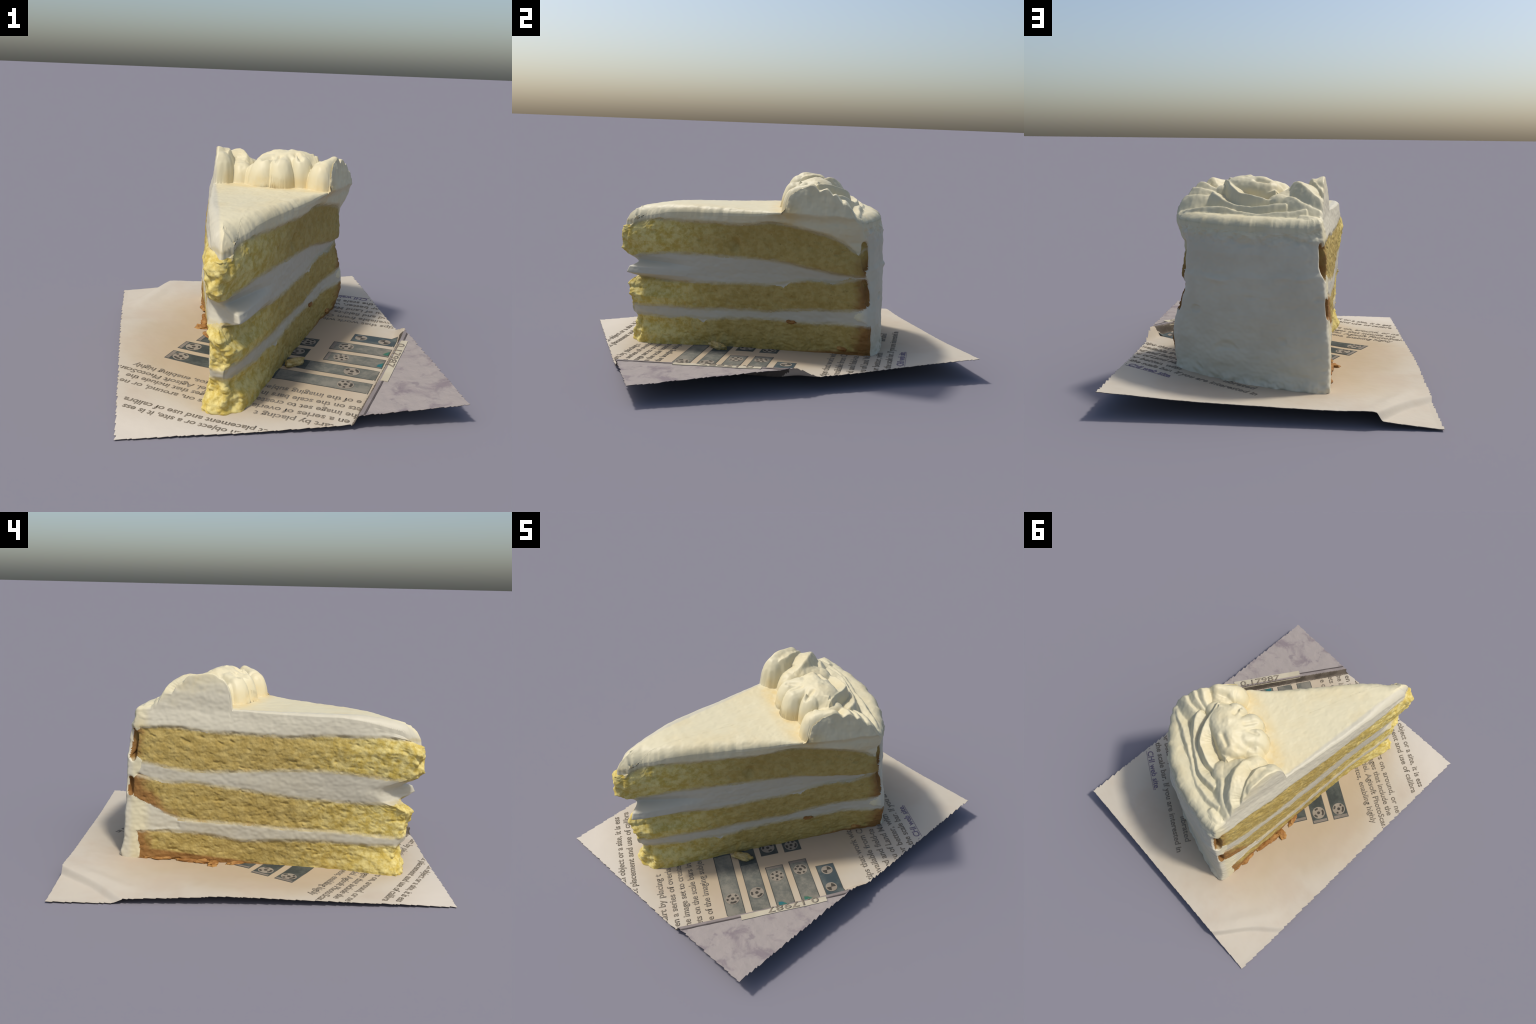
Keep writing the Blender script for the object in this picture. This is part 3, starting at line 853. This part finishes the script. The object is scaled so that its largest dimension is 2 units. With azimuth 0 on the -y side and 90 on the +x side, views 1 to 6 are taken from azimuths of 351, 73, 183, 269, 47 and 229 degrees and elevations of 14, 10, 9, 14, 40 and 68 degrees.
def top_height(x, y):
    k = 0.0035
    hs = [slab_height(x, y)]
    wob = np.stack([x * 16, y * 16, 0 * x + 1.7], -1)
    jag = np.stack([x * 42, y * 42, 0 * x + 4.4], -1)
    wx, wy = x + 0.006 * fbm(wob, 2) + 0.0022 * perlin(jag), y + 0.006 * fbm(wob + 9.1, 2) + 0.0022 * perlin(jag + 6.3)
    for s in STROKES:
        hs.append(stroke_height(wx, wy, *s))
    for l in LOBES:
        hs.append(lobe_height(wx, wy, *l))
    H = np.array(hs)
    m = H.max(0)
    return m + k * np.log(np.exp(np.clip((H - m) / k, -60, 0)).sum(0)), H


NCOL, NROW, NRING = 1000, 230, 150


def build_cake():
    # columns evenly spaced along the mid-height plan
    aa = np.linspace(0, NPTS, 6001)
    pp = plan(aa, np.full(len(aa), 0.5))
    s = np.concatenate([[0], np.cumsum(np.linalg.norm(np.diff(pp, axis=0), axis=1))])
    # a little denser at the point
    a = np.interp(np.linspace(0, s[-1], NCOL, endpoint=False), s, aa)

    def level(z):
        return plan(np.tile(a, len(z) // NCOL), z)

    foot = plan(a, np.full(NCOL, 0.06))
    z0 = sheet_z(foot[:, 0], foot[:, 1]) - 0.006
    # radius with which the top rolls over into the wall
    roll = np.interp(a, [0, 1, 2, 2.3, 3, 4, 5, 6, 6.4, 7, 7.7, 8, 9, 9.7, 10.3, 11, 15, 16],
                     [0.03, 0.012, 0.012, 0.02, 0.025, 0.070, 0.130, 0.090, 0.058, 0.055, 0.035, 0.012, 0.012, 0.02, 0.06, 0.06, 0.06, 0.03])
    cen = np.array([0.09, 0.22])
    edge = plan(a, np.full(NCOL, 0.86))
    for _ in range(3):
        zt, _H = top_height(edge[:, 0], edge[:, 1])
        zt = zt - roll
        edge = plan(a, np.minimum(zt, 1.0))
    # smooth the rim a little
    kern = np.array([1, 2, 3, 2, 1]) / 9
    zt = sum(k * np.roll(zt, i - 2) for i, k in enumerate(kern))
    zt = zt + smooth(10.2, 10.8, a) * 0.012 * fbm(np.stack([edge[:, 0] * 9, edge[:, 1] * 9, 0 * a + 2.5], -1), 2)
    soft_tip = zt.copy()
    for _ in range(60):
        soft_tip = (np.roll(soft_tip, 1) + 2 * soft_tip + np.roll(soft_tip, -1)) / 4
    wt = smooth(3.5, 4.0, a) * smooth(7.0, 6.3, a)
    zt = zt * (1 - wt) + soft_tip * wt

    fr = np.linspace(0, 1, NROW)
    zm = np.minimum(0.80, zt - 0.02)                        # rows stay level up to the frosting
    lo_part, hi_part = np.minimum(fr / 0.80, 1), np.maximum((fr - 0.80) / 0.20, 0)
    Z = z0[None, :] + lo_part[:, None] * (zm - z0)[None, :] + hi_part[:, None] * (zt - zm)[None, :]
    A = np.tile(a, (NROW, 1))
    XY = level(Z.ravel()).reshape(NROW, NCOL, 2)

    # ---- which layer is where
    side_left = A <= 4.0
    tipw = smooth(4.2, 5.7, A)                              # 0 on the left cut, 1 on the right cut
    tipw = np.where(A > 5.9, 1, np.where(A < 4.0, 0, tipw))
    X, Y = XY[..., 0], XY[..., 1]
    wob = 0.011 * fbm(np.stack([X * 11, Y * 11, Z * 11], -1), 3) + 0.004 * perlin(np.stack([X * 45, Y * 45, Z * 20], -1))

    def border(name):
        l, r = BORDER[name]
        return (1 - tipw) * l(Y) + tipw * r(Y)
    Zw = Z + wob
    region = np.full(Z.shape, 5)                            # 5 frosting
    cake = (A < 10.35) & np.where(tipw < 0.5, Y + 3.0 * wob < LEFT_END(Z), Y + 3.5 * wob < RIGHT_END(Z))
    bf, bu, bc, bm_, bt = (border(k) for k in ("frosting", "upper", "cream", "middle", "thin_cream"))
    region = np.where(cake & (Zw < bf), 4, region)          # upper sponge
    region = np.where(cake & (Zw < bu), 3, region)          # cream
    region = np.where(cake & (Zw < bc), 2, region)          # middle sponge
    region = np.where(cake & (Zw < bm_), 1, region)         # thin cream
    region = np.where(cake & (Zw < bt), 0, region)          # lower sponge
    # the cream fillings run out into the coat at the back: keep them within the cut faces
    # gaps in the coat at the back-left edge, where browned cake shows
    ac = np.where(A > NPTS / 2, A - NPTS, A)                # 0 at the back-left edge
    along = np.where(ac < 0, ac * 0.10, ac * 0.22)
    na = along + 0.9 * wob
    nz = Z + 1.2 * wob
    notch = (np.exp(-((na - 0.008) / 0.042) ** 4 - ((nz - 0.665 + 0.5 * (along - 0.03)) / 0.075) ** 4)
             + 0.55 * np.exp(-((na - 0.022) / 0.022) ** 4 - ((nz - 0.45) / 0.055) ** 4))
    region = np.where((notch > 0.32) & (Z > 0.56), 4, region)
    region = np.where((notch > 0.25) & (Z < 0.56) & (Z > 0.3), 2, region)
    # and the browned gaps at the back-right edge
    ar = A - 10.0
    gap = (np.exp(-((ar - 0.32) / 0.22) ** 4 - ((Z - 0.645) / 0.078) ** 4) + np.exp(-((ar - 0.26) / 0.24) ** 4 - ((Z - 0.440) / 0.072) ** 4))
    region = np.where((gap > 0.35) & (Z > 0.56), 4, region)
    region = np.where((gap > 0.35) & (Z < 0.56), 2, region)

    # ---- relief, pushed out along the wall's own direction
    tx = np.roll(XY, -1, 1) - np.roll(XY, 1, 1)
    nrm = np.stack([tx[..., 1], -tx[..., 0]], -1)
    nrm /= np.linalg.norm(nrm, axis=-1)[..., None] + 1e-9
    out = np.array([XY[0, :, 0].mean(), XY[0, :, 1].mean()])
    if ((XY - out) * nrm).sum() < 0:
        nrm = -nrm
    P3 = np.stack([X, Y, Z], -1)
    sponge = (region == 0) | (region == 2) | (region == 4)
    soft = lambda m, n=2: _blur(m.astype(float), n)
    w_sponge = soft(sponge, 3)
    q = P3 * np.array([1, 1, 1.35])
    crumb = 0.006 * fbm(q * 9 + 2, 2) + 0.006 * fbm(q * 19, 4, 0.6) + 0.003 * (np.abs(perlin(q * 36)) - 0.25) - 0.007 * smooth(0.22, 0.55, perlin(q * np.array([20, 20, 28]) + 5)) - 0.003 * smooth(0.2, 0.5, perlin(q * 48 + 8))
    creamy = 0.004 * fbm(P3 * np.array([9, 9, 16]), 3) + 0.0022 * perlin(P3 * np.array([40, 40, 55]))
    lump = soft((A > 3.97) & (A < 5.75), 3)
    lumps = 0.030 * fbm(P3 * 15 + 3, 2) + 0.014 * np.abs(perlin(P3 * 36)) 
    D = w_sponge * crumb + (1 - w_sponge) * creamy + lump * w_sponge * lumps
    right = soft(A > 6.0, 4) * soft(A < 10.2, 4)
    D += right * soft(region == 3, 4) * -0.014 * smooth(-0.3, 0.2, Y)      # filling sits back under the upper layer
    D += right * soft(region == 4, 4) * 0.010 * smooth(-0.2, 0.3, Y) * smooth(0.70, 0.58, Z)
    D += 0.008 * soft(region == 1, 4) * (A < 10.2) * np.where(tipw < 0.5, 0.8, -0.3)
    frost_lip = soft((region == 5) & (A < 10.2), 4)
    D += frost_lip * (0.008 * smooth(0.62, 0.8, Z) + right * 0.007 * fbm(P3 * np.array([16, 16, 10]) + 4, 3))
    # lip of the piping over the right cut
    lip = right * smooth(-0.17, -0.10, Y) * smooth(0.31, 0.22, Y)
    lipz = 0.855 + 0.02 * perlin(np.stack([Y * 14, 0 * Y, 0 * Y + 2], -1))
    lip = soft(lip, 6)
    D += lip * 0.009 * smooth(lipz - 0.014, lipz + 0.014, Z) - lip * 0.008 * np.exp(-((Z - lipz + 0.03) / 0.02) ** 2)
    D -= soft(notch > 0.35, 3) * 0.055 * np.clip(notch, 0, 1)
    D -= soft(gap > 0.35, 3) * 0.022
    D -= 0.030 * np.exp(-((Y + 0.285) / 0.026) ** 2 - ((Z - 0.655) / 0.036) ** 2) * (tipw > 0.5) * (A < 10)   # one deep hole
    # back coat: broad spatula marks and a horizontal ridge
    back = soft(A > 10.3, 4)
    ridge_z = 0.600 - 0.06 * (X + 0.2) + 0.035 * perlin(np.stack([X * 6, 0 * X, 0 * X + 5], -1))
    some = smooth(-0.15, 0.3, perlin(np.stack([X * 9, 0 * X, 0 * X + 8], -1)))
    D += back * (0.007 * fbm(np.stack([X * 4, Y * 4, Z * 8], -1), 3) + 0.008 * some * np.exp(-((Z - ridge_z) / 0.013) ** 2) - 0.005 * smooth(ridge_z, ridge_z + 0.03, Z) * smooth(0.80, 0.7, Z) - 0.008 * smooth(0.3, 0.5, perlin(P3 * np.array([9, 9, 15]) + 21)))
    D += back * 0.022 * smooth(0.13, 0.05, Z) * fbm(P3 * 17, 3)
    # the ragged upper rim of the coat
    D += back * 0.020 * np.exp(-((Z - zt[None, :] + 0.03) / 0.04) ** 2) * fbm(P3 * np.array([18, 18, 25]), 3)
    XY = XY + nrm * D[..., None]
    rag = soft(sponge & (A < 10.3), 2)
    Zd = Z + rag * 0.004 * perlin(q * 30 + 11) * (fr[:, None] > 0.03) * (fr[:, None] < 0.97)
    wallP = np.concatenate([XY, Zd[..., None]], -1)

    # ---- top
    rim = wallP[-1]
    f = 1 - np.linspace(0, 1, NRING + 1)[1:] ** 1.15
    f = np.maximum(f, 0.006)
    TX = cen[0] + f[:, None] * (rim[None, :, 0] - cen[0])
    TY = cen[1] + f[:, None] * (rim[None, :, 1] - cen[1])
    TZ, H = top_height(TX.ravel(), TY.ravel())
    pts = np.stack([TX.ravel(), TY.ravel()], -1)
    dist = np.full(len(pts), 9.0)
    drop = np.zeros(len(pts))
    cuts = [np.nonzero(m)[0][::2] for m in ((a < 4.2), (a >= 4.2) & (a < 10.2), (a >= 10.2))]
    for cut in cuts:                    # each cut face rolls over by itself
        sub, rs = rim[cut, :2], roll[cut]
        for c in range(0, len(pts), 12000):
            d2 = ((pts[c:c + 12000, None, :] - sub[None]) ** 2).sum(-1)
            k = d2.argmin(1)
            d = np.sqrt(d2[np.arange(len(k)), k])
            r = rs[k]
            dr = np.where(d < r, r * (1 - np.sqrt(np.clip(1 - (1 - d / r) ** 2, 0, 1))), 0)
            drop[c:c + 12000] = np.maximum(drop[c:c + 12000], dr)
            dist[c:c + 12000] = np.minimum(dist[c:c + 12000], d)
    TZ = TZ - drop
    p3 = np.stack([pts[:, 0], pts[:, 1], TZ], -1)
    slab_only = H[1:].max(0) < H[0] - 0.004
    grain = np.where(slab_only, 0.0028 * fbm(p3 * 18, 3) + 0.0012 * perlin(p3 * 50) - 0.006 * smooth(0.30, 0.6, perlin(p3 * 8 + 3)), 0.0055 * fbm(p3 * 14, 3) + 0.0016 * perlin(p3 * 55))
    TZ = TZ + grain * smooth(0, 0.02, dist)
    # hollows and creases left between the strands of the middle rosette
    for px, py, qx, qy, rr_, dep in CREASES:
        ux, uy = qx - px, qy - py
        uu = np.clip(((pts[:, 0] - px) * ux + (pts[:, 1] - py) * uy) / (ux * ux + uy * uy), 0, 1)
        dd = np.hypot(pts[:, 0] - px - uu * ux, pts[:, 1] - py - uu * uy)
        TZ = TZ - dep * np.exp(-(dd / rr_) ** 2)
    # little peak drawn out by the nozzle
    TZ = TZ + 0.026 * np.exp(-(np.hypot(pts[:, 0] - 0.161, pts[:, 1] - 0.070) / 0.013) ** 1.2)
    which = np.where(slab_only, 0, 1)
    topP = np.stack([TX, TY, TZ.reshape(TX.shape)], -1)

    # ---- one closed skin
    base_rings = []
    for g in (0.93, 0.5, 0.02):
        base_rings.append(np.stack([cen[0] + g * (wallP[0, :, 0] - cen[0]), cen[1] + g * (wallP[0, :, 1] - cen[1]), wallP[0, :, 2] * g + (1 - g) * z0.mean()], -1))
    rows = np.concatenate([np.array(base_rings[::-1]), wallP, topP])
    nr = len(rows)
    idx = np.arange(nr * NCOL).reshape(nr, NCOL)
    jn = np.roll(idx, -1, 1)
    quads = np.stack([idx[:-1], idx[1:], jn[1:], jn[:-1]], -1)   # checked for outward winding below
    nb = len(base_rings)
    face_reg = np.zeros((nr - 1, NCOL), int)
    rr = region
    face_reg[:nb] = np.where(np.arange(NCOL)[None, :] >= 0, 0, 0)
    face_reg[:nb] = np.where(region[0] == 5, 5, 0)[None, :]
    face_reg[nb:nb + NROW - 1] = rr[1:]
    tw = which.reshape(TX.shape)
    # the three rosettes share the piped area; split by the valleys between them
    gx = topP[..., 0] + 0.0 * topP[..., 1]
    gy = topP[..., 1]
    left_ro = (gx < -0.075 + 0.35 * (gy - 0.25) * (gy > 0.25)) & (gy > 0.1)
    right_ro = (gx > 0.29 + 0.12 * (gy - 0.2)) & (gy < 0.27)
    ros = np.where(left_ro, 7, np.where(right_ro, 8, 6))
    rim_zone = (0.45 * gx + gy) > 0.56
    top_reg = np.where((tw == 1) & ~rim_zone, ros, 5)
    face_reg[nb + NROW - 1:] = top_reg
    cap_low, cap_top = idx[0], idx[-1]
    verts = rows.reshape(-1, 3)
    allq = quads.reshape(-1, 4)
    reg = face_reg.ravel()
    # winding
    v = verts[allq]
    fn = np.cross(v[:, 2] - v[:, 0], v[:, 3] - v[:, 1])
    mid = nb + NROW // 2
    test = slice(mid * NCOL, mid * NCOL + NCOL)
    if ((v[test].mean(1)[:, :2] - cen) * fn[test][:, :2]).sum() < 0:
        allq = allq[:, ::-1]
        fn = -fn
    cv = verts[cap_top]
    cap_up = ((cv[:, 0] - cen[0]) * np.roll(cv[:, 1] - cen[1], -1) - (cv[:, 1] - cen[1]) * np.roll(cv[:, 0] - cen[0], -1)).sum() > 0
    vn = np.zeros_like(verts)
    for k in range(4):
        np.add.at(vn, allq[:, k], fn)
    vn /= np.linalg.norm(vn, axis=1)[:, None] + 1e-12

    cake_ob = add_empty("cake_slice", "wedge of three-layer yellow cake with white frosting and piped rosettes", "cake slice")
    table = [(0, "sponge_layer", "bottom"), (2, "sponge_layer", "middle"), (4, "sponge_layer", "top"), (1, "cream_filling", "filling"),
             (3, "cream_filling", "filling"), (5, "frosting", "frosting"), (6, "piped_rosette", "frosting"), (7, "piped_rosette", "frosting"), (8, "piped_rosette", "frosting")]
    for code, name, mat in table:
        m = reg == code
        fq = allq[m]
        faces = [tuple(q) for q in fq.tolist()]
        if code == 0:
            faces.append(tuple(cap_low[::-1].tolist() if cap_up else cap_low.tolist()))
        if code == top_reg[-1, 0]:
            faces.append(tuple(cap_top.tolist() if cap_up else cap_top[::-1].tolist()))
        used = np.unique(np.concatenate([fq.ravel()] + [cap_low] * (code == 0) + [cap_top] * (code == top_reg[-1, 0])))
        remap = np.full(len(verts), -1)
        remap[used] = np.arange(len(used))
        faces = [tuple(remap[list(q)].tolist()) for q in faces] if False else [tuple(int(remap[i]) for i in q) for q in faces]
        me = mesh_from(name, verts[used], faces, MAT[mat])
        me.normals_split_custom_set_from_vertices(vn[used].tolist())
        add_object(name, me, cake_ob)
    return cake_ob


def _blur(m, n):
    """Soften a mask on the wall grid (wraps round the slice, not up and down)."""
    for _ in range(n):
        m = (np.roll(m, 1, 1) + 2 * m + np.roll(m, -1, 1)) / 4
        up = np.concatenate([m[1:], m[-1:]])
        dn = np.concatenate([m[:1], m[:-1]])
        m = (up + 2 * m + dn) / 4
    return m


# =================================================================== loose bits
def blob(name, centre, size, turn, mat, parent=None, seed=0, rough=0.35, **kw):
    bm = bmesh.new()
    bmesh.ops.create_icosphere(bm, subdivisions=4, radius=1)
    P = np.array([v.co for v in bm.verts])
    d = 1 + rough * fbm(P * 1.3 + seed * 7.7, 3) + 0.12 * perlin(P * 5 + seed)
    P = P * d[:, None] * np.array(size) * 0.5
    c, s = math.cos(turn), math.sin(turn)
    P = np.stack([P[:, 0] * c - P[:, 1] * s, P[:, 0] * s + P[:, 1] * c, P[:, 2]], -1) + np.array(centre)
    for v, p in zip(bm.verts, P):
        v.co = p
    me = bpy.data.meshes.new(name)
    bm.to_mesh(me)
    bm.free()
    me.polygons.foreach_set("use_smooth", np.ones(len(me.polygons), bool))
    me.materials.append(mat)
    return add_object(name, me, parent, **kw)


sheet, _parts = build_sheet()
build_print(sheet)
cake = build_cake()


def on_sheet(x, y, up):
    return (x, y, float(sheet_z(np.array([x]), np.array([y]))[0]) + up)


blob("cake_crumb", on_sheet(0.115, -0.378, 0.014), (0.125, 0.052, 0.045), -0.45 + 1.0, MAT["crumb"], None, 3, 0.55,
     label="small pale yellow crumb fallen from the cake", category="cake crumb")
for i, (x, y, sx, sy, sz) in enumerate([(-0.300, 0.215, 0.085, 0.055, 0.024), (-0.282, 0.275, 0.06, 0.09, 0.026), (-0.276, 0.36, 0.045, 0.12, 0.022),
                                        (-0.268, 0.49, 0.045, 0.13, 0.028), (-0.262, 0.58, 0.05, 0.09, 0.028), (-0.284, 0.09, 0.03, 0.12, 0.018)]):
    blob("crust_flake", on_sheet(x, y, 0.003), (sx, sy, sz), 0.12 * (i - 2), MAT["crust"], cake, 10 + i, 0.7)
for x, y, z, size in ((0.268, 0.015, 0.228, (0.020, 0.060, 0.022)), (0.432, 0.275, 0.105, (0.022, 0.070, 0.028))):
    blob("crust_flake", (x, y, z), size, -0.54, MAT["crust"], cake, 31, 0.5)
